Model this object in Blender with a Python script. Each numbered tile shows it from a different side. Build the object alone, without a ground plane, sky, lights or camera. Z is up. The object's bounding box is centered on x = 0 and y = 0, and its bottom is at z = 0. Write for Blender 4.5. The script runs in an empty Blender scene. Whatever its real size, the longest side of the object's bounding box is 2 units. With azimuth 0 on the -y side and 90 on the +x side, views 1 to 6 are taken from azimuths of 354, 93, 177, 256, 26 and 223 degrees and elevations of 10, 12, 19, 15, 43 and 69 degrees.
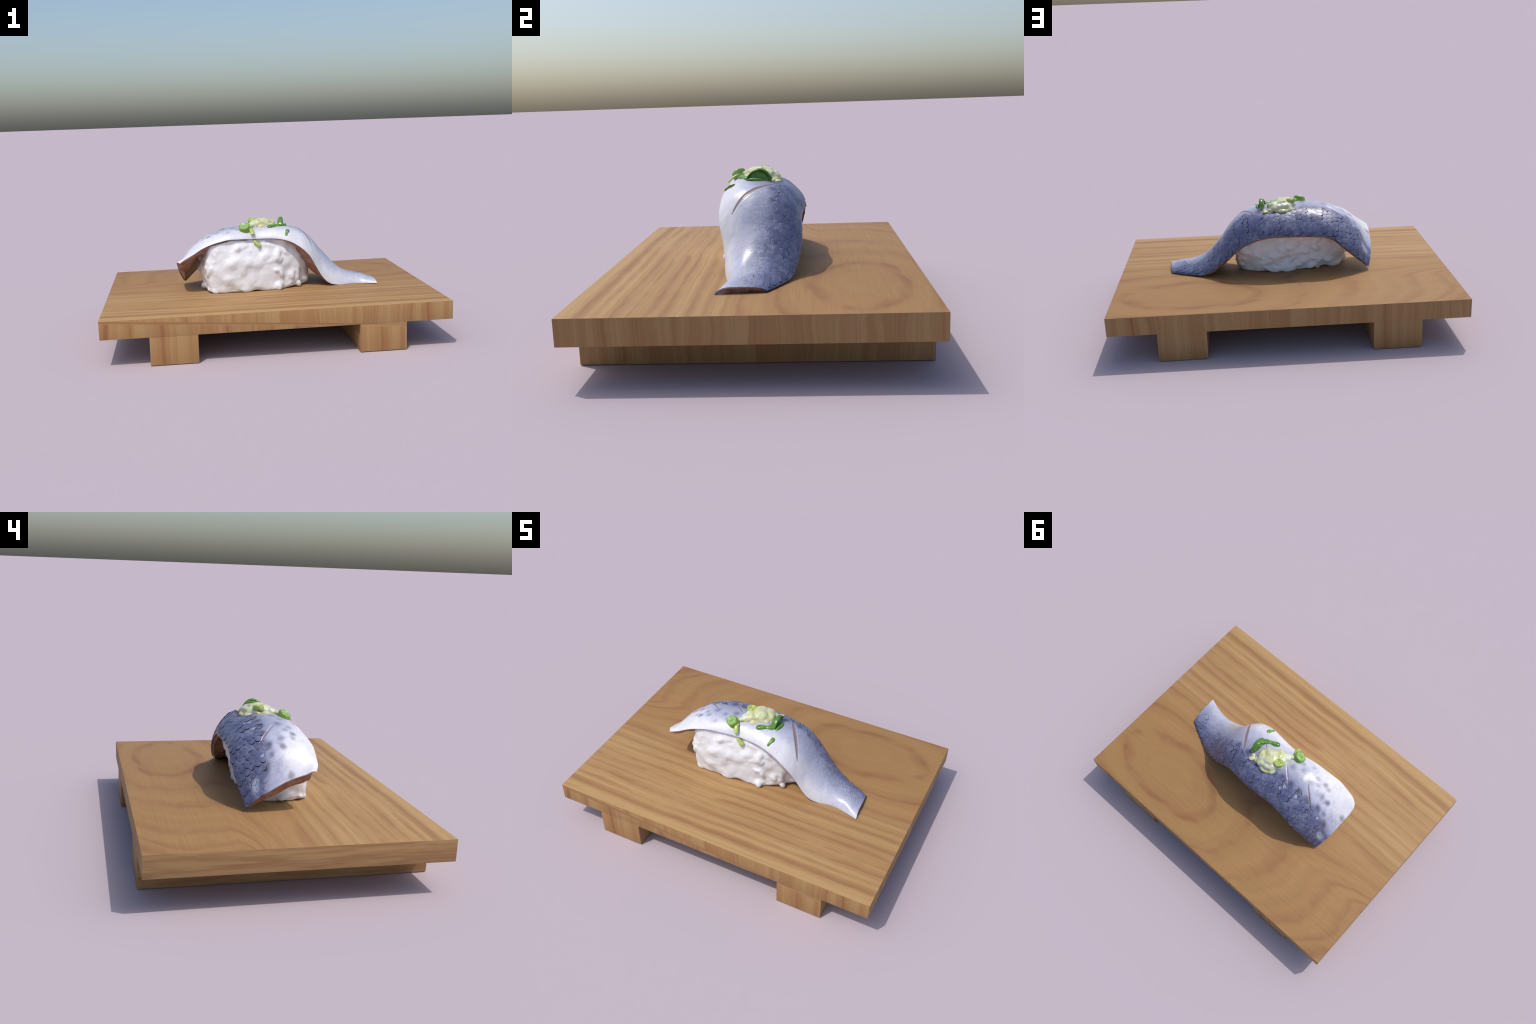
"""Shad / mackerel nigiri on a low wooden serving board."""
import bpy, bmesh, math, random
import numpy as np
from mathutils import Vector, Matrix, noise
from mathutils.bvhtree import BVHTree

random.seed(11)
TOP = 0.27                                   # height of the board's upper face
COL = bpy.context.scene.collection

# ------------------------------------------------------------------ helpers

def sst(a, b, x):
    t = np.clip((np.asarray(x, float) - a) / (b - a), 0, 1)
    return t * t * (3 - 2 * t)


def spline(pts):
    """Smooth (Catmull-Rom / Hermite) curve through (x, value...) control points."""
    P = np.array(sorted(pts), float)
    X, Y = P[:, 0], P[:, 1:]
    M = np.gradient(Y, X, axis=0)

    def f(x):
        x = np.clip(np.asarray(x, float), X[0], X[-1])
        i = np.clip(np.searchsorted(X, x) - 1, 0, len(X) - 2)
        h = (X[i + 1] - X[i])[..., None]
        t = ((x - X[i]) / (X[i + 1] - X[i]))[..., None]
        return ((2 * t**3 - 3 * t**2 + 1) * Y[i] + (t**3 - 2 * t**2 + t) * h * M[i]
                + (-2 * t**3 + 3 * t**2) * Y[i + 1] + (t**3 - t**2) * h * M[i + 1])
    return f


def mesh_object(name, verts, faces, mat, parent=None, smooth=True, sharp=None):
    me = bpy.data.meshes.new(name)
    me.from_pydata([tuple(v) for v in verts], [], faces)
    me.update()
    bm = bmesh.new(); bm.from_mesh(me)
    bmesh.ops.recalc_face_normals(bm, faces=bm.faces)
    bm.to_mesh(me); bm.free()
    if mat:
        me.materials.append(mat)
    if smooth:
        me.shade_smooth()
        if sharp:
            me.set_sharp_from_angle(angle=math.radians(sharp))
    ob = bpy.data.objects.new(name, me)
    COL.objects.link(ob)
    ob.parent = parent
    return ob


def grid_faces(n, m, off=0, close_m=False):
    out = []
    for i in range(n - 1):
        for j in range(m if close_m else m - 1):
            k = (j + 1) % m
            out.append((off + i * m + j, off + i * m + k, off + (i + 1) * m + k, off + (i + 1) * m + j))
    return out


def solid_between(A, B):
    """Closed shell between two grids of the same size."""
    n, m = A.shape[:2]
    V = np.concatenate([A.reshape(-1, 3), B.reshape(-1, 3)])
    N = n * m
    F = grid_faces(n, m) + [tuple(reversed(f)) for f in grid_faces(n, m, N)]
    ring = [j for j in range(m)] + [i * m + m - 1 for i in range(1, n)] + \
           [(n - 1) * m + j for j in range(m - 2, -1, -1)] + [i * m for i in range(n - 2, 0, -1)]
    for a, b in zip(ring, ring[1:] + ring[:1]):
        F.append((a, b, b + N, a + N))
    return V, F


def remeshed(name, parts, mat, parent, voxel, smooth_it, disp=None):
    """Fuse closed pieces into one skin by voxel remesh, then relax it."""
    V, F = [], []
    for v, f in parts:
        o = len(V); V += [tuple(p) for p in v]; F += [tuple(i + o for i in q) for q in f]
    tmp = mesh_object(name + "_raw", V, F, None)
    m = tmp.modifiers.new("r", "REMESH"); m.mode = "VOXEL"; m.voxel_size = voxel
    s = tmp.modifiers.new("s", "SMOOTH"); s.factor = 0.5; s.iterations = smooth_it
    dg = bpy.context.evaluated_depsgraph_get(); dg.update()
    me = bpy.data.meshes.new_from_object(tmp.evaluated_get(dg))
    old = tmp.data
    bpy.data.objects.remove(tmp); bpy.data.meshes.remove(old)
    if disp:
        me.update()
        co = [v.co.copy() for v in me.vertices]; no = [v.normal.copy() for v in me.vertices]
        for v, c, n in zip(me.vertices, co, no):
            v.co = disp(c, n)
    me.name = name
    me.materials.clear(); me.materials.append(mat); me.shade_smooth()
    ob = bpy.data.objects.new(name, me); COL.objects.link(ob); ob.parent = parent
    return ob


def ellipsoid(c, r, rot=None, n=10, m=14):
    R = rot or Matrix.Identity(3)
    V = []
    for i in range(n + 1):
        a = math.pi * i / n
        for j in range(m):
            b = 2 * math.pi * j / m
            V.append(Vector(c) + R @ Vector((r[0] * math.cos(a), r[1] * math.sin(a) * math.cos(b), r[2] * math.sin(a) * math.sin(b))))
    return V, grid_faces(n + 1, m, close_m=True)


def empty(name, loc=(0, 0, 0), parent=None):
    e = bpy.data.objects.new(name, None); COL.objects.link(e)
    e.location = loc; e.empty_display_size = 0.1; e.parent = parent
    return e


class Nodes:
    """Thin wrapper that makes node maths readable."""
    def __init__(self, name):
        self.mat = bpy.data.materials.new(name); self.mat.use_nodes = True
        self.t = self.mat.node_tree; self.t.nodes.clear()
        self.out = self.t.nodes.new("ShaderNodeOutputMaterial")
        self.bsdf = self.t.nodes.new("ShaderNodeBsdfPrincipled")
        self.t.links.new(self.bsdf.outputs[0], self.out.inputs[0])

    def put(self, sock, v):
        if isinstance(v, bpy.types.NodeSocket):
            self.t.links.new(v, sock)
        elif sock.type == "RGBA" and len(v) == 3:
            sock.default_value = (*v, 1)
        else:
            sock.default_value = v

    def set(self, **kw):
        for k, v in kw.items():
            self.put(self.bsdf.inputs[k.replace("_", " ")], v)

    def m(self, op, a, b=None, c=None, clamp=False):
        n = self.t.nodes.new("ShaderNodeMath"); n.operation = op; n.use_clamp = clamp
        for s, v in zip(n.inputs, (a, b, c)):
            if v is not None:
                self.put(s, v)
        return n.outputs[0]

    def obj(self, ob=None):
        n = self.t.nodes.new("ShaderNodeTexCoord"); n.object = ob
        return n.outputs["Object"]

    def normal(self):
        return self.t.nodes.new("ShaderNodeNewGeometry").outputs["True Normal"]

    def xyz(self, v):
        n = self.t.nodes.new("ShaderNodeSeparateXYZ"); self.put(n.inputs[0], v)
        return n.outputs[0], n.outputs[1], n.outputs[2]

    def vec(self, x, y, z):
        n = self.t.nodes.new("ShaderNodeCombineXYZ")
        for s, v in zip(n.inputs, (x, y, z)):
            self.put(s, v)
        return n.outputs[0]

    def scaled(self, v, s, loc=(0, 0, 0), rot=(0, 0, 0)):
        n = self.t.nodes.new("ShaderNodeMapping"); self.put(n.inputs[0], v)
        n.inputs["Scale"].default_value = s; n.inputs["Location"].default_value = loc; n.inputs["Rotation"].default_value = rot
        return n.outputs[0]

    def noise(self, v, scale, detail=3, rough=0.55, dist=0.0):
        n = self.t.nodes.new("ShaderNodeTexNoise"); self.put(n.inputs["Vector"], v)
        n.inputs["Scale"].default_value = scale; n.inputs["Detail"].default_value = detail
        n.inputs["Roughness"].default_value = rough; n.inputs["Distortion"].default_value = dist
        return n.outputs["Fac"]

    def noise1(self, w, scale, detail=2, rough=0.5):
        n = self.t.nodes.new("ShaderNodeTexNoise"); n.noise_dimensions = "1D"; self.put(n.inputs["W"], w)
        n.inputs["Scale"].default_value = scale; n.inputs["Detail"].default_value = detail; n.inputs["Roughness"].default_value = rough
        return n.outputs["Fac"]

    def voro(self, v, scale, feature="F1"):
        n = self.t.nodes.new("ShaderNodeTexVoronoi"); self.put(n.inputs["Vector"], v); n.feature = feature
        n.inputs["Scale"].default_value = scale
        return n.outputs["Distance"]

    def ss(self, x, a, b, lo=0.0, hi=1.0):
        n = self.t.nodes.new("ShaderNodeMapRange"); n.interpolation_type = "SMOOTHSTEP"
        for s, v in zip(n.inputs, (x, a, b, lo, hi)):
            self.put(s, v)
        return n.outputs[0]

    def ramp(self, x, stops, mode="LINEAR"):
        n = self.t.nodes.new("ShaderNodeValToRGB"); self.put(n.inputs[0], x); n.color_ramp.interpolation = mode
        e = n.color_ramp.elements
        while len(e) < len(stops):
            e.new(0.5)
        for q, (p, c) in zip(e, stops):
            q.position = p
        for q, (p, c) in zip(e, stops):
            q.color = (*c, 1) if len(c) == 3 else c
        return n.outputs[0]

    def mix(self, f, a, b, mode="MIX"):
        n = self.t.nodes.new("ShaderNodeMix"); n.data_type = "RGBA"; n.blend_type = mode; n.clamp_factor = True
        self.put(n.inputs[0], f); self.put(n.inputs[6], a); self.put(n.inputs[7], b)
        return n.outputs[2]

    def bump(self, h, strength, dist=0.01):
        n = self.t.nodes.new("ShaderNodeBump"); n.inputs["Strength"].default_value = strength
        n.inputs["Distance"].default_value = dist; self.put(n.inputs["Height"], h)
        self.put(self.bsdf.inputs["Normal"], n.outputs[0])

    def curve(self, x, pts, lo, hi):
        """Piecewise-smooth function of x given by control points on [lo, hi]."""
        u = self.m("DIVIDE", self.m("SUBTRACT", x, lo), hi - lo, clamp=True)
        n = self.t.nodes.new("ShaderNodeFloatCurve"); self.put(n.inputs["Value"], u)
        c = n.mapping.curves[0]
        while len(c.points) < len(pts):
            c.points.new(0.5, 0.5)
        for p, (a, b) in zip(c.points, sorted(pts)):
            p.location = ((a - lo) / (hi - lo), b)
        n.mapping.update()
        return n.outputs[0]


# ---------------------------------------------------------------- materials

def wood_material():
    N = Nodes("cedar_wood")
    p = N.obj(); x, y, z = N.xyz(p)
    nx, ny, nz = N.xyz(N.normal())
    # --- upper and lower faces: rings cut flat, one closed oval at the back right
    wob = N.m("MULTIPLY", N.m("SUBTRACT", N.noise(N.scaled(p, (0.8, 1.7, 1)), 2.0, 2), 0.5), 0.15)
    stretch = N.m("ADD", 0.10, N.ss(y, -0.02, 0.30, 0.0, 0.41))          # rings run straight towards the front
    dx = N.m("MULTIPLY", N.m("SUBTRACT", x, 0.52), stretch)
    dy = N.m("SUBTRACT", y, 0.425)
    f = N.m("SQRT", N.m("ADD", N.m("MULTIPLY", dx, dx), N.m("MULTIPLY", dy, dy)))
    f = N.m("ADD", f, N.m("MULTIPLY", wob, N.ss(y, -0.15, 0.2, 0.35, 0.85)))
    f = N.m("ADD", f, N.m("MULTIPLY", N.m("SUBTRACT", N.noise(N.scaled(p, (3, 7, 1)), 3.0, 3), 0.5), N.ss(y, 0.0, 0.25, 0.010, 0.024)))
    fine = N.noise(N.scaled(p, (0.9, 42, 30)), 1.6, 4, 0.6)
    grain = N.noise(N.scaled(p, (5, 150, 90)), 1.5, 2, 0.6)
    bands = N.noise1(f, 13, 4, 0.62)
    front = N.ss(y, 0.12, -0.25)
    pale = N.mix(front, (0.335, 0.192, 0.077), (0.405, 0.256, 0.111))
    quiet = N.m("ADD", N.m("MULTIPLY", front, 0.6), 0.4)                      # the flat-cut back half is calmer
    base = N.mix(N.m("MULTIPLY", N.ss(bands, 0.40, 0.60), quiet), pale, N.mix(front, (0.290, 0.158, 0.063), (0.350, 0.208, 0.088)))
    base = N.mix(N.m("MULTIPLY", N.m("MULTIPLY", N.ss(bands, 0.56, 0.74), quiet), 0.5), base, (0.260, 0.132, 0.060))
    # late-wood lines at irregular radii
    broken = N.ss(N.noise(N.scaled(p, (2.0, 4, 1)), 1.6, 3), 0.34, 0.62, 0.16, 1.0)
    for r, w, k in ((0.205, 0.016, 0.85), (0.335, 0.014, 0.65), (0.475, 0.016, 0.5), (0.655, 0.013, 0.55),
                    (0.745, 0.010, 0.5), (0.80, 0.012, 0.7), (0.865, 0.008, 0.5), (0.925, 0.011, 0.6), (0.985, 0.008, 0.5), (1.05, 0.01, 0.5)):
        d = N.m("SUBTRACT", f, r)
        ring = N.m("MULTIPLY", N.ss(d, -3.2 * w, 0.0), N.ss(d, 1.3 * w, 0.0))
        halo = N.m("MULTIPLY", N.ss(d, -5.5 * w, 0.0), N.ss(d, 3.0 * w, 0.0))
        base = N.mix(N.m("MULTIPLY", N.m("MULTIPLY", halo, broken), k * 0.5), base, (0.300, 0.146, 0.058))
        base = N.mix(N.m("MULTIPLY", N.m("MULTIPLY", ring, broken), k * 0.85), base, (0.215, 0.098, 0.046))
    top = N.mix(N.m("MULTIPLY", N.ss(fine, 0.42, 0.70), 0.27), base, (0.235, 0.112, 0.046))
    top = N.mix(N.m("MULTIPLY", N.ss(grain, 0.5, 0.75), 0.28), top, (0.20, 0.10, 0.045))
    # --- edges: bands that run up the thickness; along x on the long sides
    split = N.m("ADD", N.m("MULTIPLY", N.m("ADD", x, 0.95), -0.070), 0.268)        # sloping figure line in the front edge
    low = N.m("MULTIPLY", N.ss(N.m("SUBTRACT", z, split), -0.006, 0.0, 1.0, 0.0), N.ss(ny, -0.4, -0.6))
    along = N.m("ADD", N.m("MULTIPLY", x, N.m("ABSOLUTE", ny)), N.m("MULTIPLY", y, N.m("ABSOLUTE", nx)))
    along = N.m("ADD", along, N.m("MULTIPLY", low, 3.7))
    along = N.m("ADD", along, N.m("MULTIPLY", N.m("SUBTRACT", N.noise(p, 7.0, 2), 0.5), 0.035))
    sb = N.noise1(along, 9.0, 5, 0.68)
    st = N.noise1(along, 70.0, 3, 0.6)
    side = N.mix(N.ss(sb, 0.38, 0.58), (0.400, 0.245, 0.105), (0.345, 0.185, 0.075))
    side = N.mix(N.m("MULTIPLY", N.ss(sb, 0.57, 0.72), 0.75), side, (0.240, 0.100, 0.040))
    side = N.mix(N.m("MULTIPLY", N.ss(st, 0.48, 0.72), 0.25), side, (0.23, 0.12, 0.05))
    # long grain shows where the figure line is cut, and on the left end
    lg = N.noise(N.vec(N.m("MULTIPLY", x, 0.5), N.m("MULTIPLY", y, 0.5), N.m("MULTIPLY", N.m("SUBTRACT", z, split), 60.0)), 1.0, 3)
    under = N.m("SUBTRACT", split, z)
    strip = N.m("MULTIPLY", N.m("MULTIPLY", N.ss(under, -0.002, 0.003), N.ss(under, 0.026, 0.010)), N.ss(ny, -0.4, -0.6))
    side = N.mix(N.m("MULTIPLY", strip, 0.8), side, N.mix(N.ss(lg, 0.4, 0.6), (0.38, 0.22, 0.09), (0.27, 0.13, 0.055)))
    lz = N.noise(N.scaled(p, (1, 1.6, 26)), 1.7, 4, 0.6)
    left = N.mix(N.ss(lz, 0.36, 0.62), (0.385, 0.235, 0.103), (0.30, 0.160, 0.068))
    side = N.mix(N.ss(nx, -0.4, -0.6), side, left)
    flat = N.ss(N.m("ABSOLUTE", nz), 0.4, 0.6)
    col = N.mix(flat, side, top)
    N.set(Base_Color=col, Roughness=0.62)
    N.bsdf.inputs["Specular IOR Level"].default_value = 0.25
    N.bump(N.m("ADD", N.m("MULTIPLY", fine, 0.6), N.m("MULTIPLY", grain, 0.4)), 0.10, 0.004)
    return N.mat


# dark round spots along the flank: x, y, radius, strength
SPOTS = [(0.222, 0.059, 0.017, .9), (0.287, 0.063, 0.012, .75), (0.140, 0.066, 0.020, .8), (-0.132, 0.050, 0.020, .8),
         (-0.199, 0.046, 0.021, .95), (-0.263, 0.048, 0.018, .85), (-0.327, 0.050, 0.021, .8), (-0.267, -0.041, 0.021, .55),
         (-0.409, 0.037, 0.020, .85), (-0.487, 0.064, 0.018, .7), (-0.433, -0.030, 0.017, .7), (-0.385, -0.030, 0.018, .5),
         (-0.356, -0.098, 0.014, .6), (-0.388, -0.090, 0.013, .45), (-0.546, -0.044, 0.018, .55), (-0.236, -0.128, 0.015, .3),
         (-0.172, -0.098, 0.014, .35), (-0.141, -0.040, 0.021, .6), (-0.200, -0.066, 0.016, .4), (-0.300, -0.090, 0.014, .4),
         (-0.325, -0.060, 0.013, .4), (0.385, 0.055, 0.012, .4), (0.445, 0.040, 0.012, .35), (-0.455, 0.030, 0.014, .6), (0.345, 0.060, 0.010, .35)]
# knife cuts through the skin: ends in plan, half width, depth
CUTS = [((0.172, 0.076), (0.298, -0.116), 0.0100, 0.003), ((-0.277, -0.020), (-0.386, 0.077), 0.0045, 0.006),
        ((-0.100, -0.026), (-0.192, 0.066), 0.0035, 0.004), ((0.050, -0.004), (0.117, -0.078), 0.003, 0.004)]
BOUND = [(-0.58, 0.070), (-0.50, 0.062), (-0.42, 0.040), (-0.30, 0.036), (-0.15, 0.030), (0.0, 0.045), (0.15, 0.060), (0.30, 0.060),
         (0.42, 0.046), (0.52, 0.030), (0.62, 0.004), (0.71, -0.020)]


def skin_nodes(name, fillet=None):
    N = Nodes(name)
    p = N.obj(fillet); x, y, z = N.xyz(p)
    yb = N.m("SUBTRACT", N.curve(x, [(a, b + 0.5) for a, b in BOUND], -0.58, 0.71), 0.5)
    t = N.m("SUBTRACT", y, yb)
    n1 = N.m("SUBTRACT", N.noise(p, 14, 3), 0.5)
    n2 = N.m("SUBTRACT", N.noise(N.scaled(p, (1.6, 0.7, 1)), 45, 3), 0.5)
    n3 = N.m("SUBTRACT", N.noise(p, 70, 3), 0.5)
    t = N.m("ADD", t, N.m("ADD", N.m("MULTIPLY", n1, 0.035), N.m("MULTIPLY", n2, 0.018)))
    u = N.m("MULTIPLY_ADD", t, 2.0, 0.5)                       # y offset -0.25..0.25 -> 0..1
    silver, lav, grey = (0.70, 0.70, 0.73), (0.440, 0.450, 0.555), (0.305, 0.320, 0.430)
    blue, deep = (0.110, 0.121, 0.238), (0.082, 0.093, 0.190)
    col = N.ramp(u, [(0.0, silver), (0.14, (0.66, 0.66, 0.71)), (0.26, lav), (0.44, grey), (0.505, (0.22, 0.235, 0.365)), (0.56, blue), (0.70, deep), (1.0, (0.080, 0.090, 0.170))])
    # the head end is paler right up to the dark back
    wl = N.ss(x, -0.27, -0.40)
    col_l = N.ramp(u, [(0.0, silver), (0.30, (0.66, 0.66, 0.73)), (0.45, (0.50, 0.51, 0.65)), (0.505, (0.33, 0.34, 0.50)), (0.545, blue), (0.70, deep), (1.0, blue)])
    col = N.mix(wl, col, col_l)
    # mottling and fine streaks across the flank
    mott = N.noise(N.scaled(p, (1, 0.40, 0.40), rot=(0, 0, .35)), 52, 4, 0.7)
    col = N.mix(N.m("MULTIPLY", N.ss(mott, 0.42, 0.72), N.ss(t, -0.16, -0.05, 0.12, 0.50)), col, (0.245, 0.260, 0.365))
    speck = N.noise(p, 160, 2, 0.6)
    col = N.mix(N.m("MULTIPLY", N.ss(speck, 0.50, 0.72), N.ss(t, 0.03, -0.05, 0.06, 0.30)), col, (0.62, 0.64, 0.74))
    wr = N.noise(N.scaled(p, (7, 1.2, 1.2), rot=(0, 0, 0.5)), 9, 4, 0.65)
    wrk = N.m("MULTIPLY", N.ss(N.m("ABSOLUTE", N.m("SUBTRACT", wr, 0.5)), 0.030, 0.0), N.ss(x, 0.10, 0.35, 0.12, 0.62))
    col = N.mix(N.m("MULTIPLY", wrk, N.ss(t, -0.15, -0.03)), col, (0.14, 0.15, 0.23))
    mesh = N.voro(N.scaled(p, (0.55, 1.25, 1.0), rot=(0, 0, .4)), 42, "DISTANCE_TO_EDGE")                 # faint scale net reaching on to the flank and tail
    net = N.m("MULTIPLY", N.ss(mesh, 0.12, 0.0), N.m("MULTIPLY", N.ss(t, -0.12, -0.02), N.ss(x, -0.1, 0.3, 0.08, 0.30)))
    col = N.mix(net, col, (0.13, 0.14, 0.21))
    cloud = N.noise(N.scaled(p, (1, 1.4, 1)), 17, 3, 0.6)
    col = N.mix(N.m("MULTIPLY", N.ss(cloud, 0.48, 0.66), N.ss(t, -0.22, -0.10, 0.14, 0.36)), col, (0.33, 0.35, 0.47))
    for sx, sy, r, k in SPOTS:
        d = N.m("SQRT", N.m("ADD", N.m("POWER", N.m("SUBTRACT", x, sx), 2.0), N.m("POWER", N.m("SUBTRACT", y, sy), 2.0)))
        d = N.m("ADD", d, N.m("ADD", N.m("MULTIPLY", n2, 0.014), N.m("MULTIPLY", n1, 0.022)))
        col = N.mix(N.m("MULTIPLY", N.ss(d, r * 1.6, r * 0.15), min(1, k * 1.05)), col, (0.070, 0.072, 0.118))
    # pale scuffs where scales were lost
    for sx, sy, r in ((-0.503, 0.118, 0.020), (-0.440, 0.075, 0.010), (-0.270, 0.085, 0.011), (-0.18, 0.085, 0.010), (-0.16, 0.105, 0.009)):
        d = N.m("SQRT", N.m("ADD", N.m("POWER", N.m("SUBTRACT", x, sx), 2.0), N.m("POWER", N.m("SUBTRACT", y, sy), 2.0)))
        d = N.m("ADD", d, N.m("MULTIPLY", n2, 0.02))
        col = N.mix(N.m("MULTIPLY", N.ss(d, r * 1.2, r * 0.5), 0.8), col, (0.43, 0.47, 0.57))
    # reddish flesh inside the knife cuts
    for (ax, ay), (bx, by), w, _ in CUTS:
        L = math.hypot(bx - ax, by - ay); ux, uy = (bx - ax) / L, (by - ay) / L
        s = N.m("ADD", N.m("MULTIPLY", N.m("SUBTRACT", x, ax), ux), N.m("MULTIPLY", N.m("SUBTRACT", y, ay), uy))
        c = N.m("ABSOLUTE", N.m("SUBTRACT", N.m("MULTIPLY", N.m("SUBTRACT", x, ax), uy), N.m("MULTIPLY", N.m("SUBTRACT", y, ay), ux)))
        q = N.m("DIVIDE", s, L, clamp=True)
        half = N.m("MULTIPLY", N.m("SQRT", N.m("MULTIPLY", N.m("MULTIPLY", q, N.m("SUBTRACT", 1.0, q)), 4.0)), w)
        inside = N.m("MULTIPLY", N.ss(N.m("SUBTRACT", half, c), 0.0, 0.002), N.m("GREATER_THAN", half, 0.0003))
        col = N.mix(N.m("MULTIPLY", inside, 0.95), col, (0.235, 0.160, 0.155))
        rim = N.m("MULTIPLY", N.ss(N.m("ABSOLUTE", N.m("SUBTRACT", N.m("SUBTRACT", c, half), 0.004)), 0.004, 0.0), N.m("GREATER_THAN", half, 0.0003))
        col = N.mix(N.m("MULTIPLY", rim, 0.12), col, (0.62, 0.64, 0.74))
    return N, p, (x, y, z), t, col, mott, speck


def skin_material():
    N, p, _, t, col, mott, speck = skin_nodes("fish_skin")
    cell = N.voro(N.scaled(p, (0.8, 1.15, 1.15)), 34, "DISTANCE_TO_EDGE")
    line = N.m("MULTIPLY", N.ss(cell, 0.10, 0.0), N.ss(t, 0.0, 0.04))
    col = N.mix(N.m("MULTIPLY", line, 0.6), col, (0.032, 0.036, 0.070))
    N.set(Base_Color=col, Roughness=0.33)
    N.bsdf.inputs["Specular IOR Level"].default_value = 0.55
    wr = N.noise(N.scaled(p, (1.0, 0.5, 0.5)), 80, 3)
    N.bump(N.m("ADD", N.m("MULTIPLY", wr, 0.8), N.m("MULTIPLY", speck, 0.4)), 0.22, 0.004)
    return N.mat


def scale_material(fillet):
    """Same skin, read in the fillet's own space, with a dark free edge on every scale."""
    N, p, _, t, col, mott, speck = skin_nodes("fish_scale_skin", fillet)
    q = N.obj(); x, y, z = N.xyz(q)
    r = N.m("SQRT", N.m("ADD", N.m("MULTIPLY", x, x), N.m("MULTIPLY", y, y)))
    r = N.m("ADD", r, N.m("MULTIPLY", N.m("SUBTRACT", N.noise(p, 70, 3), 0.5), 0.35))
    rim = N.m("MULTIPLY", N.ss(r, 0.66, 0.86), N.ss(x, -0.15, 0.35))
    patchy = N.ss(N.noise(p, 30, 2), 0.36, 0.58, 0.30, 1.0)
    col = N.mix(N.m("MULTIPLY", N.m("MULTIPLY", rim, patchy), 0.85), col, (0.026, 0.030, 0.055))
    col = N.mix(N.m("MULTIPLY", N.ss(r, 0.62, 0.2), 0.25), col, (0.13, 0.145, 0.26))
    dk = N.noise(N.scaled(p, (1.5, 0.8, 0.8)), 48, 3, 0.6)
    col = N.mix(N.m("MULTIPLY", N.ss(dk, 0.56, 0.68), 0.45), col, (0.030, 0.034, 0.062))
    N.set(Base_Color=col, Roughness=0.36)
    N.bsdf.inputs["Specular IOR Level"].default_value = 0.5
    N.bump(N.m("ADD", N.m("MULTIPLY", N.noise(p, 120, 3), 0.8), N.m("MULTIPLY", speck, 0.4)), 0.2, 0.003)
    return N.mat


def flesh_material():
    N = Nodes("fish_flesh")
    p = N.obj()
    a = N.noise(N.scaled(p, (1, 2.5, 2.5)), 16, 4, 0.6)
    col = N.mix(N.ss(a, 0.35, 0.65), (0.345, 0.185, 0.130), (0.235, 0.105, 0.068))
    b = N.noise(p, 55, 3)
    col = N.mix(N.m("MULTIPLY", N.ss(b, 0.5, 0.75), 0.35), col, (0.50, 0.34, 0.28))
    N.set(Base_Color=col, Roughness=0.42)
    N.bump(a, 0.2, 0.006)
    return N.mat


def rice_material():
    N = Nodes("cooked_rice")
    p = N.obj()
    a = N.noise(p, 18, 4, 0.6)
    col = N.mix(N.ss(a, 0.35, 0.7), (0.785, 0.790, 0.810), (0.720, 0.715, 0.728))
    N.set(Base_Color=col, Roughness=0.36, Subsurface_Weight=0.12)
    N.bsdf.inputs["Subsurface Radius"].default_value = (0.02, 0.015, 0.012)
    N.bsdf.inputs["Subsurface Scale"].default_value = 0.5
    N.bump(N.noise(p, 70, 3), 0.15, 0.004)
    return N.mat


def garnish_material(name, a, b, scale, rough=0.28, third=None, translucent=0.0):
    N = Nodes(name)
    p = N.obj()
    n = N.noise(p, scale, 4, 0.6)
    col = N.mix(N.ss(n, 0.35, 0.65), a, b)
    if third:
        col = N.mix(N.ss(N.noise(p, scale * 0.6, 2), 0.52, 0.68), col, third)
    N.set(Base_Color=col, Roughness=rough)
    N.bump(N.noise(p, scale * 2.2, 3), 0.2, 0.004)
    return N.mat


def ring_material():
    """Sliced scallion: bright wall, paler cut face, dark heart (object space, axis along z)."""
    N = Nodes("scallion_ring")
    p = N.obj(); x, y, z = N.xyz(p)
    r = N.m("SQRT", N.m("ADD", N.m("MULTIPLY", x, x), N.m("MULTIPLY", y, y)))
    n = N.m("MULTIPLY", N.m("SUBTRACT", N.noise(p, 55, 3), 0.5), 0.012)
    r = N.m("ADD", r, n)
    face = N.ramp(N.m("DIVIDE", r, 0.040), [(0.0, (0.13, 0.28, 0.04)), (0.22, (0.17, 0.32, 0.06)), (0.40, (0.31, 0.45, 0.19)), (0.60, (0.23, 0.40, 0.10)), (0.85, (0.15, 0.31, 0.04)), (1.0, (0.30, 0.43, 0.11))])
    col = N.mix(N.ss(z, -0.004, -0.022), face, (0.40, 0.50, 0.18))
    N.set(Base_Color=col, Roughness=0.25)
    N.bump(N.noise(p, 90, 3), 0.15, 0.003)
    return N.mat


# ------------------------------------------------------------------- board

WOOD = wood_material()


def box(name, lo, hi, parent, bevel):
    bm = bmesh.new()
    bmesh.ops.create_cube(bm, size=1)
    for v in bm.verts:
        v.co = Vector([lo[i] + (v.co[i] + .5) * (hi[i] - lo[i]) for i in range(3)])
    bmesh.ops.bevel(bm, geom=bm.edges[:], offset=bevel, segments=2, profile=0.6, affect="EDGES")
    me = bpy.data.meshes.new(name); bm.to_mesh(me); bm.free()
    me.materials.append(WOOD); me.shade_smooth(); me.set_sharp_from_angle(angle=math.radians(35))
    ob = bpy.data.objects.new(name, me); COL.objects.link(ob); ob.parent = parent
    return ob


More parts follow.
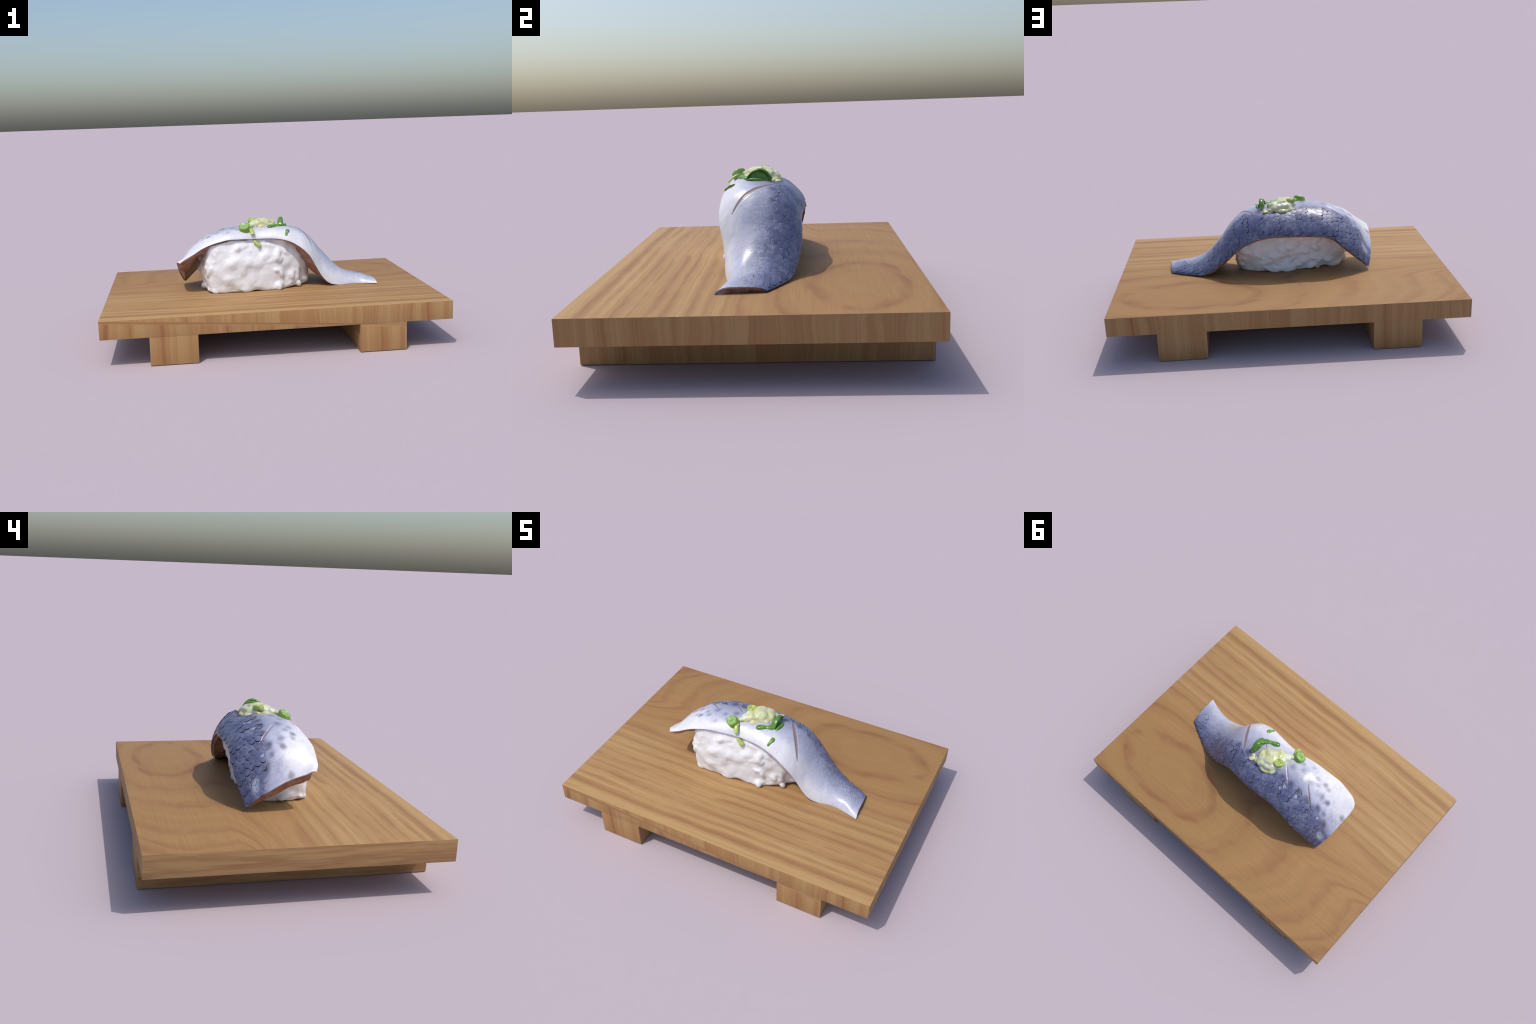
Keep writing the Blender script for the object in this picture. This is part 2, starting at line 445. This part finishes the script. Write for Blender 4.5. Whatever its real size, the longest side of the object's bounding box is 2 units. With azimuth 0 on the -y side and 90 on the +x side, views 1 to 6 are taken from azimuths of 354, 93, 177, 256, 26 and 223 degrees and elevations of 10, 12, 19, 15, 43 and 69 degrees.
board = empty("wooden_serving_board")
board["label"] = "low rectangular light-brown wooden serving board on two block feet"
board["category"] = "sushi board"
box("tabletop", (-1.0, -0.702, 0.163), (1.0, 0.702, TOP), board, 0.0016)
for x0 in (-0.7290, 0.4595):
    box("foot", (x0, -0.7010, 0.0), (x0 + 0.2695, 0.7010, 0.1645), board, 0.0016)

# ---------------------------------------------------------------- fish fillet

sushi = empty("nigiri_sushi")
sushi["label"] = "silver-blue fish nigiri topped with grated ginger and scallion"
sushi["category"] = "nigiri sushi"

# belly edge, back edge and ridge of the upper face: x, y, z
FRONT = spline([(-.562, -.158, .463), (-.53, -.176, .486), (-.49, -.186, .508), (-.456, -.191, .526), (-.404, -.194, .557), (-.348, -.187, .578),
                (-.289, -.180, .593), (-.230, -.174, .602), (-.168, -.167, .601), (-.106, -.157, .599), (-.044, -.154, .598), (.017, -.158, .597),
                (.078, -.165, .592), (.136, -.174, .578), (.192, -.178, .550), (.240, -.179, .511), (.282, -.170, .461), (.313, -.157, .402),
                (.346, -.149, .345), (.387, -.145, .298), (.450, -.134, .2735), (.517, -.121, .2725), (.581, -.125, .2725), (.642, -.139, .2735), (.703, -.158, .275)])
BACK = spline([(-.514, .164, .291), (-.460, .181, .344), (-.410, .194, .395), (-.361, .203, .444), (-.313, .207, .487), (-.256, .204, .509),
               (-.194, .200, .516), (-.133, .198, .520), (-.070, .203, .523), (0, .208, .526), (.053, .207, .526), (.115, .202, .518), (.174, .191, .500), (.230, .190, .474),
               (.281, .191, .438), (.330, .189, .397), (.381, .179, .355), (.433, .165, .314), (.491, .145, .286), (.556, .116, .278), (.621, .084, .277), (.687, .050, .277)])
RIDGE = spline([(-.562, -.130, .467), (-.53, -.105, .487), (-.48, -.068, .537), (-.43, -.052, .576), (-.363, -.043, .615), (-.304, -.042, .639),
                (-.245, -.034, .656), (-.186, -.035, .663), (-.14, -.034, .667), (0, -.034, .668), (.08, -.034, .664), (.15, -.032, .655), (.19, -.018, .644), (.24, .004, .624),
                (.286, .008, .589), (.327, .012, .544), (.368, .035, .489), (.409, .030, .441), (.445, .012, .402), (.481, -.020, .371),
                (.523, -.030, .347), (.56, -.034, .334), (.62, -.056, .322), (.676, -.076, .304), (.703, -.090, .297)])


HEAD = spline([(0, -.543, -.172, .471), (.12, -.556, -.148, .476), (.30, -.562, -.110, .463), (.5, -.561, -.060, .447), (.65, -.558, -.005, .423),
               (.78, -.553, .050, .390), (.9, -.541, .115, .346), (1, -.522, .166, .297)])


def surface(s, w):
    """Upper face of the fillet. s: head end 0 .. tail end 1, w: belly edge 0 .. ridge 0.5 .. back edge 1."""
    s, w = np.broadcast_arrays(np.asarray(s, float), np.asarray(w, float))
    xf, xb = -.562 + s * 1.265, -.514 + s * 1.201
    xr = xf + (xb - xf) * 0.42
    xr = np.where(s < .15, xf + (xb - xf) * (0.42 * sst(0, .15, s) + 0.06 * (1 - sst(0, .15, s))), xr)
    Fp, Bp, Rp = FRONT(xf), BACK(xb), RIDGE(xr)
    t = np.abs(w - .5) * 2
    side = w > .5
    E = np.where(side[..., None], Bp, Fp)
    xe = np.where(side, xb, xf)
    head = sst(.07, 0, s) * side
    tail = sst(.90, 1.0, s)
    # arch: flat over the ridge, steep at the edges
    ang = t ** 1.0
    ty = np.sin(ang * math.pi / 2) ** 0.90 * (1 - head) + t * head
    full = 2.2 + 0.5 * side * sst(.44, .56, s) * sst(.78, .68, s)            # fuller shoulder above the tail
    drop = 1 - np.maximum(1 - ty ** full, 0) ** 0.70
    drop = drop * (1 - head) + ty ** 1.3 * head
    sharp_tail = tail * side
    drop = drop * (1 - sharp_tail) + (1 - np.maximum(1 - ty ** 3.5, 0) ** 0.6) * sharp_tail
    y = Rp[..., 0] + (E[..., 0] - Rp[..., 0]) * ty
    z = Rp[..., 1] + (E[..., 1] - Rp[..., 1]) * drop
    x = xr + (xe - xr) * ty ** 1.5
    out = np.stack([x, y, z], -1)
    # the cut at the head end bows outwards
    pull = (1 - s / .13).clip(0, 1) ** 2
    if pull.max() > 0 and s.min() < 1e-9:
        first = out[:1]
        out = out + (HEAD(w[:1]) - first) * pull[..., None]
    return out


def normals(P):
    d = np.cross(np.gradient(P, axis=0), np.gradient(P, axis=1))
    return d / np.maximum(np.linalg.norm(d, axis=-1, keepdims=True), 1e-9)


NS, NW = 420, 150
S = np.linspace(0, 1, NS)[:, None]; W = np.linspace(0, 1, NW)[None, :]
P = surface(S, W)
Nn = normals(P)
if Nn[NS // 2, NW // 2, 2] < 0:
    Nn = -Nn
# low, soft unevenness of the meat, and the sunk knife cuts
lump = np.array([[noise.noise(Vector((float(p[0]) * 9, float(p[1]) * 9, 3.0))) * .7 + .3 * noise.noise(Vector((float(p[0]) * 24, float(p[1]) * 24, 7.0))) for p in row] for row in P[::2, ::2]])
lump = np.repeat(np.repeat(lump, 2, 0), 2, 1)[:NS, :NW]
for ax in (0, 1):
    for _ in range(3):
        lump = (np.roll(lump, 1, ax) + lump * 2 + np.roll(lump, -1, ax)) / 4
fade = np.minimum(np.minimum(S, 1 - S) * 12, 1) * np.minimum(np.minimum(W, 1 - W) * 6, 1)
P = P + Nn * (lump * 0.0045 * fade)[..., None]
for (ax_, ay), (bx, by), wd, dep in CUTS:
    L = math.hypot(bx - ax_, by - ay); ux, uy = (bx - ax_) / L, (by - ay) / L
    q = ((P[..., 0] - ax_) * ux + (P[..., 1] - ay) * uy) / L
    c = np.abs((P[..., 0] - ax_) * uy - (P[..., 1] - ay) * ux)
    half = wd * np.sqrt(np.maximum(4 * q * (1 - q), 0)) + 1e-6
    groove = sst(1.15, 0.25, c / half) * (half > wd * .15)
    lip = np.exp(-((c - half * 1.5) / (wd * .8)) ** 2) * (half > wd * .15)
    P = P - Nn * (groove * dep - lip * 0.0004)[..., None]
Nn = normals(P)
if Nn[NS // 2, NW // 2, 2] < 0:
    Nn = -Nn

SKIN = skin_material(); FLESH = flesh_material()
SK = 0.006
fillet = empty("fish_fillet", parent=sushi)
inner = P - Nn * SK
inner[..., 2] = np.maximum(inner[..., 2], TOP + 0.0010)
V, F = solid_between(P, inner)
skin = mesh_object("skin", V, F, SKIN, fillet, sharp=50)
# flesh: thick along the middle, thin at the long edges, resting on the board at the tail
edge = np.minimum(W, 1 - W) * 2
thick = 0.022 + 0.026 * sst(0.0, 0.55, edge) * np.ones_like(S)
thick = thick * (1 - .80 * sst(.26, .06, W) * sst(.14, .0, S))
thick = thick * (1 - .80 * sst(.55, .0, W) * sst(.16, .0, S))
thick = thick + 0.016 * sst(.09, .13, S) * sst(.22, .15, S) * sst(.05, .5, edge) + 0.050 * sst(.58, .66, S) * sst(.80, .72, S) * sst(.0, .35, edge)
thick = thick + 0.012 * sst(.25, 0.0, S) * sst(0, .3, edge)
g1 = P - Nn * (SK - 0.0008)
g2 = P - Nn * (SK + thick[..., None])
rim_drop = np.where(W > .5, .012, .007) * sst(.40, 0.0, edge) * (0.45 + .55 * sst(0, .07, S)) * sst(1.0, .93, S)
g2 += Nn * (np.where(W > .5, .010, .0) * sst(.40, 0.0, edge))[..., None]
g2[..., 2] -= rim_drop
for g in (g1, g2):
    g[..., 2] = np.maximum(g[..., 2], TOP + (0.0004 if g is g2 else 0.0016))
V, F = solid_between(g1[1:-1:3, ::3], g2[1:-1:3, ::3])
flesh = mesh_object("flesh", V, F, FLESH, fillet, sharp=60)

# scales: one domed shingle, shared by every copy, laid in staggered rows over the dark back
def shingle():
    n, m = 5, 20
    V, F = [], []
    for i in range(n + 1):
        r = i / n
        for j in range(m):
            a = 2 * math.pi * j / m
            x, y = r * math.cos(a), r * math.sin(a)
            y *= 1 - 0.42 * max(0, x) ** 1.5                                  # free edge a little pointed
            V.append((x, y, 0.55 * (1 - r ** 2.0) + (0.45 if i < n else -0.8)))
    F = grid_faces(n + 1, m, close_m=True)
    F.append(tuple(reversed(range(n * m, (n + 1) * m))))
    me = bpy.data.meshes.new("scale")
    bm = bmesh.new(); vs = [bm.verts.new(v) for v in V]
    for f in F:
        try:
            bm.faces.new([vs[k] for k in f])
        except ValueError:
            pass
    bmesh.ops.remove_doubles(bm, verts=bm.verts, dist=1e-5)
    bmesh.ops.recalc_face_normals(bm, faces=bm.faces)
    bm.to_mesh(me); bm.free(); me.shade_smooth()
    return me


BOUNDF = spline(BOUND)
scale_me = shingle(); scale_me.materials.append(scale_material(skin))
rng = random.Random(5)
xs_len = np.concatenate([[0], np.cumsum(np.linalg.norm(np.diff(P[:, int(NW * .8)], axis=0), axis=1))])
total, laid, row, dist = xs_len[-1], 0, 0, 0.030
while dist < total - 0.026:
    i = int(np.searchsorted(xs_len, dist))
    f_tail = float(sst(0.55, 1.0, i / NS))
    pitch = 0.0262 * (1 - 0.30 * f_tail)
    arc = np.concatenate([[0], np.cumsum(np.linalg.norm(np.diff(P[i], axis=0), axis=1))])
    a = arc[-1] - 0.025 - (row % 2) * pitch * 0.62
    while a > 0 and laid < 300:
        j = int(np.clip(np.searchsorted(arc, a), 1, NW - 2))
        jit = rng.uniform(-.0035, .0035)
        ii_ = int(np.clip(np.searchsorted(xs_len, dist + jit), 1, NS - 2))
        c, nrm = P[ii_, j], Nn[ii_, j]
        if any(abs((c[0] - ax_) * (by - ay) - (c[1] - ay) * (bx - ax_)) / math.hypot(bx - ax_, by - ay) < .026
               and min(c[0] - min(ax_, bx), max(ax_, bx) - c[0]) > -.022 and c[1] < max(ay, by) + .026 for (ax_, ay), (bx, by), _, _ in CUTS):
            a -= pitch * 1.24
            continue
        if c[1] < float(BOUNDF(np.array([c[0]]))[0, 0]) + 0.012 - .055 * f_tail + rng.uniform(-.006, .014):
            break
        tang = P[min(ii_ + 4, NS - 1), j] - P[max(ii_ - 4, 0), j]
        N_ = Vector(nrm).normalized(); T_ = Vector(tang); T_ = (T_ - N_ * T_.dot(N_)).normalized()
        T_ = Matrix.Rotation(rng.uniform(-.16, .16), 3, N_) @ T_
        tilt = Matrix.Rotation(0.050 + rng.uniform(-.022, .022), 3, N_.cross(T_))
        X, Z = tilt @ T_, tilt @ N_
        Y = Z.cross(X)
        k = (1 - 0.30 * f_tail) * rng.uniform(.9, 1.1)
        sx, sy, sz = 0.0300 * k, 0.0200 * k * rng.uniform(.92, 1.08), 0.0020 * k
        M = Matrix((X * sx, Y * sy, Z * sz)).transposed().to_4x4()
        M.translation = Vector(c) - N_ * rng.uniform(0.0002, 0.0010) * (1 - .6 * f_tail)
        ob = bpy.data.objects.new("scale", scale_me); COL.objects.link(ob)
        ob.parent = fillet; ob.matrix_world = M
        laid += 1
        a -= pitch * 1.24 * rng.uniform(.93, 1.07)
    row += 1
    dist += 0.0325 * (1 - 0.30 * f_tail)

# -------------------------------------------------------------------- rice

bvh = BVHTree.FromPolygons([tuple(v) for v in P.reshape(-1, 3)], grid_faces(NS, NW))


def ceiling(x, y):
    hit = bvh.ray_cast(Vector((x, y, 2)), Vector((0, 0, -1)))
    return hit[0].z if hit[0] else None


# outlines of the block at three heights: centre, then reach towards each bearing
def outline(points):
    cx, cy = -0.06, -0.01
    pol = sorted((math.atan2(y - cy, x - cx), math.hypot(x - cx, y - cy)) for x, y in points)
    pol = [(a - 2 * math.pi, r) for a, r in pol[-3:]] + pol + [(a + 2 * math.pi, r) for a, r in pol[:3]]
    f = spline(pol)
    return lambda a: float(f(np.array([a]))[0, 0])


R0 = outline([(-.362, -.172), (-.25, -.194), (-.13, -.194), (0, -.176), (.07, -.166), (.15, -.136), (.205, -.100), (.268, -.03), (.262, .03), (.225, .070), (.11, .104), (.02, .112), (-.14, .092), (-.30, .050), (-.392, -.005), (-.390, -.08)])
R1 = outline([(-.366, -.178), (-.26, -.202), (-.13, -.195), (0, -.175), (.08, -.160), (.16, -.136), (.225, -.100), (.285, -.03), (.305, .05), (.275, .110), (.21, .124), (.11, .126), (.0, .127), (-.16, .110), (-.32, .096), (-.412, .075), (-.414, .02), (-.398, -.08)])
R2 = outline([(-.350, -.160), (-.24, -.158), (-.12, -.148), (0, -.138), (.08, -.130), (.15, -.116), (.20, -.095), (.25, -.03), (.285, .08), (.262, .150), (.20, .178), (.11, .184), (.0, .190), (-.16, .180), (-.28, .168), (-.375, .11), (-.392, .05), (-.376, -.08)])


def block(a, h):
    """Point on the rice block: bearing a, height 0 (board) .. 1 (under the fish)."""
    r = R0(a) + (R1(a) - R0(a)) * float(sst(0, .45, h)) if h < .45 else R1(a) + (R2(a) - R1(a)) * float(sst(.45, 1, h))
    if h < .10:
        r *= 1 - 0.05 * (1 - h / .10) ** 2
    x, y = -0.06 + r * math.cos(a), -0.01 + r * math.sin(a)
    return Vector((x, y, TOP + 0.0015 + h * 0.345))


A, H = 96, 16
V = []
for i in range(H + 1):
    for j in range(A):
        p = block(-math.pi + 2 * math.pi * j / A, i / H)
        top = ceiling(p.x, p.y)
        p.z = min(p.z, (top if top else 0.56) - 0.030)
        V.append(p)
F = grid_faces(H + 1, A, close_m=True)
V += [Vector((-.06, -.01, TOP + .0015)), Vector((-.06, -.01, .62))]
b0, t0 = len(V) - 2, len(V) - 1
for j in range(A):
    F.append((b0, (j + 1) % A, j)); F.append((t0, H * A + j, H * A + (j + 1) % A))
pieces = [(V, F)]
rr = random.Random(23)


def grain(a, h, L, r, sink, spin):
    p = block(a, h); q = block(a + .02, h); u = block(a, min(h + .03, 1))
    t1 = (q - p).normalized(); t2 = (u - p).normalized(); n = t1.cross(t2).normalized()
    ax = (t1 * math.cos(spin) + t2 * math.sin(spin)).normalized()
    M = Matrix((ax, n.cross(ax), n)).transposed()
    c = p - n * sink
    top = ceiling(c.x, c.y)
    if top is None or c.z > top - 0.045:
        return
    c.z = max(c.z, TOP + r * .7)
    pieces.append(ellipsoid(c, (L, r, r * .9), M))


for _ in range(150):
    a, h = rr.uniform(-math.pi, math.pi), rr.uniform(.02, .92)
    if math.sin(a) > -0.2:                                                # clear grains on the shaded side
        grain(a, h, rr.uniform(.034, .048), rr.uniform(.018, .024), rr.uniform(-.003, .007), rr.uniform(-.9, .9))
    else:                                                                 # pressed, half melted grains in front
        grain(a, h, rr.uniform(.022, .046), rr.uniform(.016, .025), rr.uniform(.002, .014), rr.uniform(-1.5, 1.5))
# stray grains that stick out at the foot of the block
for x, y, z, L, r in ((.069, -.173, .293, .026, .018), (.205, -.106, .293, .024, .018), (-.14, -.180, .288, .045, .017), (-.345, -.150, .292, .045, .022)):
    pieces.append(ellipsoid((x, y, z), (L, r, r), Matrix.Rotation(rr.uniform(-.3, .3), 3, "Z") @ Matrix.Rotation(1.2 if x > 0 else .1, 3, "Y")))


def rice_relief(c, n):
    d = noise.noise(c * 11 + Vector((2, 7, 1))) * .0080 + noise.noise(c * 17) * .0085 + noise.noise(c * 48 + Vector((5, 1, 2))) * .0014
    c = c + n * d
    c.z = max(c.z, TOP + .0006)
    return c


rice = remeshed("rice_block", pieces, rice_material(), sushi, 0.0060, 7, rice_relief)
rice["kind"] = "stuff"

# ----------------------------------------------------------------- garnish

GINGER = garnish_material("grated_ginger", (0.55, 0.57, 0.34), (0.54, 0.54, 0.26), 28, 0.24, (0.58, 0.63, 0.50))
GREEN = garnish_material("scallion_green", (0.105, 0.255, 0.030), (0.065, 0.170, 0.022), 40, 0.25, (0.17, 0.34, 0.05))
LIME = garnish_material("scallion_pale", (0.32, 0.43, 0.075), (0.42, 0.50, 0.16), 40, 0.25, (0.24, 0.37, 0.06))
RING = ring_material()


def rot_to(n, spin=0.0):
    return (Vector(n).normalized().to_track_quat("Z", "Y").to_matrix() @ Matrix.Rotation(spin, 3, "Z"))


gr = random.Random(4)
blobs = []
# body of the mound: overlapping lobes from the belly side tip to the back lobe
for c, r in (((-.088, -.078, .672), (.024, .017, .012)), ((-.065, -.052, .674), (.036, .030, .019)), ((-.040, -.022, .676), (.046, .044, .028)), ((-.004, .000, .678), (.052, .046, .030)),
             ((.036, .022, .668), (.044, .042, .024)), ((.020, .052, .662), (.048, .036, .026)), ((-.030, .040, .664), (.050, .038, .030)), ((-.020, .078, .648), (.030, .024, .013)),
             ((.018, -.004, .680), (.026, .018, .013)), ((-.012, .030, .689), (.040, .026, .020)), ((.030, .040, .680), (.034, .026, .014)), ((-.012, -.062, .662), (.028, .018, .011)),
             ((.024, -.026, .668), (.026, .016, .012)), ((-.068, .020, .664), (.030, .022, .018)), ((.004, .088, .646), (.018, .016, .010)), ((-.060, -.030, .664), (.050, .040, .018)), ((.040, -.005, .660), (.040, .034, .016)), ((-.050, .060, .648), (.036, .028, .014)), ((.050, .060, .650), (.034, .030, .014))):
    blobs.append(ellipsoid(c, r, Matrix.Rotation(.7 + gr.uniform(-.3, .3), 3, "Z")))
for _ in range(14):                                                       # shreds
    a = gr.uniform(0, 2 * math.pi); q = math.sqrt(gr.uniform(.05, 1))
    u, v = q * math.cos(a) * .085, q * math.sin(a) * .055
    x, y = -.014 + u * .72 - v * .69, .004 + u * .69 + v * .72
    zt = .700 - .038 * q ** 2 - .10 * max(0, y - .02)
    blobs.append(ellipsoid((x, y, zt - .008), (gr.uniform(.016, .030), gr.uniform(.007, .012), .007), Matrix.Rotation(gr.uniform(0, 3.1), 3, "Z") @ Matrix.Rotation(gr.uniform(-.4, .4), 3, "Y")))
remeshed("ginger_mound", blobs, GINGER, sushi, 0.0028, 40, lambda c, n: c + n * (noise.noise(c * 42) * .0050 + noise.noise(c * 110) * .0008 + .0012))
# small separate dab beside the mound
remeshed("ginger_dab", [ellipsoid((.092, .081, .647), (.024, .015, .009), Matrix.Rotation(.8, 3, "Z")), ellipsoid((.099, .060, .650), (.014, .012, .008))], GINGER, sushi, 0.0025, 3)


def scallion_ring(name, c, axis, r, h, dome, hollow, mat, spin=0.0):
    """Short tube slice with a domed wall and a dimpled cut face; origin at its own centre, axis z."""
    prof = [(0.001, dome - hollow)]
    for t in np.linspace(0.15, 1, 9):
        prof.append((r * .80 * t, dome - hollow * (1 - t) ** 1.2 + .0025 * math.sin(t * 12)))
    for t in np.linspace(0.1, 1, 7):
        prof.append((r * (.80 + .20 * math.sin(t * math.pi / 2)), dome * (1 - (1 - math.cos(t * math.pi / 2)) * .55)))
    prof += [(r * 1.04, -h * .5), (r * 1.0, -h)]
    m = 40
    V = []
    for q, zz in prof:
        for j in range(m):
            a = 2 * math.pi * j / m
            k_ = 1 + .05 * math.sin(2 * a + 1) + .03 * math.sin(5 * a)
            V.append((q * k_ * math.cos(a), q * k_ * math.sin(a), zz + .0012 * math.sin(3 * a) * q / r))
    F = grid_faces(len(prof), m, close_m=True)
    F.append(tuple(range(m))); F.append(tuple((len(prof) - 1) * m + j for j in range(m)))
    ob = mesh_object(name, V, F, mat, None)
    ob.parent = sushi
    ob.matrix_world = Matrix.Translation(c) @ rot_to(axis, spin).to_4x4()
    return ob


def ribbon(name, path, mat, ridge=0.0):
    """Flattened tube along a path of (x, y, z, half width, half thickness, lean) points."""
    pts = np.array(path, float)
    sp = spline([(i, *q) for i, q in enumerate(pts)])
    n, m = 12 * (len(pts) - 1) + 1, 16
    Q = sp(np.linspace(0, len(pts) - 1, n))
    V = []
    for i in range(n):
        t = Vector(Q[min(i + 1, n - 1), :3] - Q[max(i - 1, 0), :3]).normalized()
        up = Vector((0, 0, 1)); sd = t.cross(up)
        sd = sd.normalized() if sd.length > .05 else Vector((1, 0, 0))
        up = sd.cross(t).normalized()
        Rm = Matrix.Rotation(Q[i, 5], 3, t)
        sd, up = Rm @ sd, Rm @ up
        cap = math.sqrt(max(0.0, 1 - (abs(i / (n - 1) * 2 - 1)) ** 10)) * .97 + .03
        for j in range(m):
            a = 2 * math.pi * j / m
            hh = math.sin(a) * Q[i, 4] * (1 - ridge * math.cos(a) ** 2 * (math.sin(a) > 0))
            V.append(Vector(Q[i, :3]) + sd * (math.cos(a) * Q[i, 3] * cap) + up * hh * cap)
    F = grid_faces(n, m, close_m=True) + [tuple(range(m)), tuple((n - 1) * m + j for j in range(m))]
    return mesh_object(name, V, F, mat, sushi)


scallion_ring("scallion_slice", (-.127, -.112, .663), (-.30, -.42, .86), .0355, .036, .019, .009, RING)
scallion_ring("scallion_slice", (-.064, .010, .697), (.02, -.08, 1.0), .028, .015, .009, .006, LIME)
ribbon("scallion_shred", [(-.097, -.108, .664, .013, .007, 0), (-.090, -.134, .655, .013, .006, 0), (-.084, -.152, .641, .014, .005, 0), (-.081, -.166, .628, .014, .004, 0)], LIME)
ribbon("scallion_shred", [(.016, -.093, .656, .016, .014, 0), (.042, -.081, .660, .018, .014, 0), (.068, -.070, .661, .013, .011, 0), (.090, -.061, .661, .015, .012, 0), (.112, -.050, .659, .017, .011, 0)], GREEN)
# curled leaf stood on edge: an arch, a hollow cup behind it and the folded lip in front
ribbon("scallion_curl", [(.102, -.062, .652, .020, .007, 0), (.106, -.046, .676, .019, .006, 0), (.112, -.024, .696, .015, .006, 0), (.116, .002, .704, .011, .006, 0),
                         (.117, .026, .697, .013, .006, 0), (.115, .043, .678, .016, .006, 0), (.112, .046, .650, .016, .006, 0)], GREEN)
cup = ellipsoid((.108, -.006, .656), (.013, .050, .045), None, 14, 24)
mesh_object("scallion_curl", cup[0], cup[1], GREEN, sushi)
ribbon("scallion_curl", [(.118, -.060, .650, .018, .008, -.2), (.128, -.034, .655, .020, .009, -.5), (.132, -.004, .653, .020, .010, -.6), (.128, .026, .646, .014, .008, -.4)], GREEN)
ribbon("scallion_flake", [(.137, -.108, .640, .010, .006, .2), (.137, -.124, .634, .016, .007, .3), (.130, -.143, .624, .010, .006, .3), (.124, -.161, .611, .008, .004, .3)], GREEN)
ribbon("scallion_shred", [(-.078, -.150, .588, .012, .006, .6), (-.055, -.156, .569, .014, .006, .6), (-.036, -.160, .548, .017, .007, .6)], LIME)
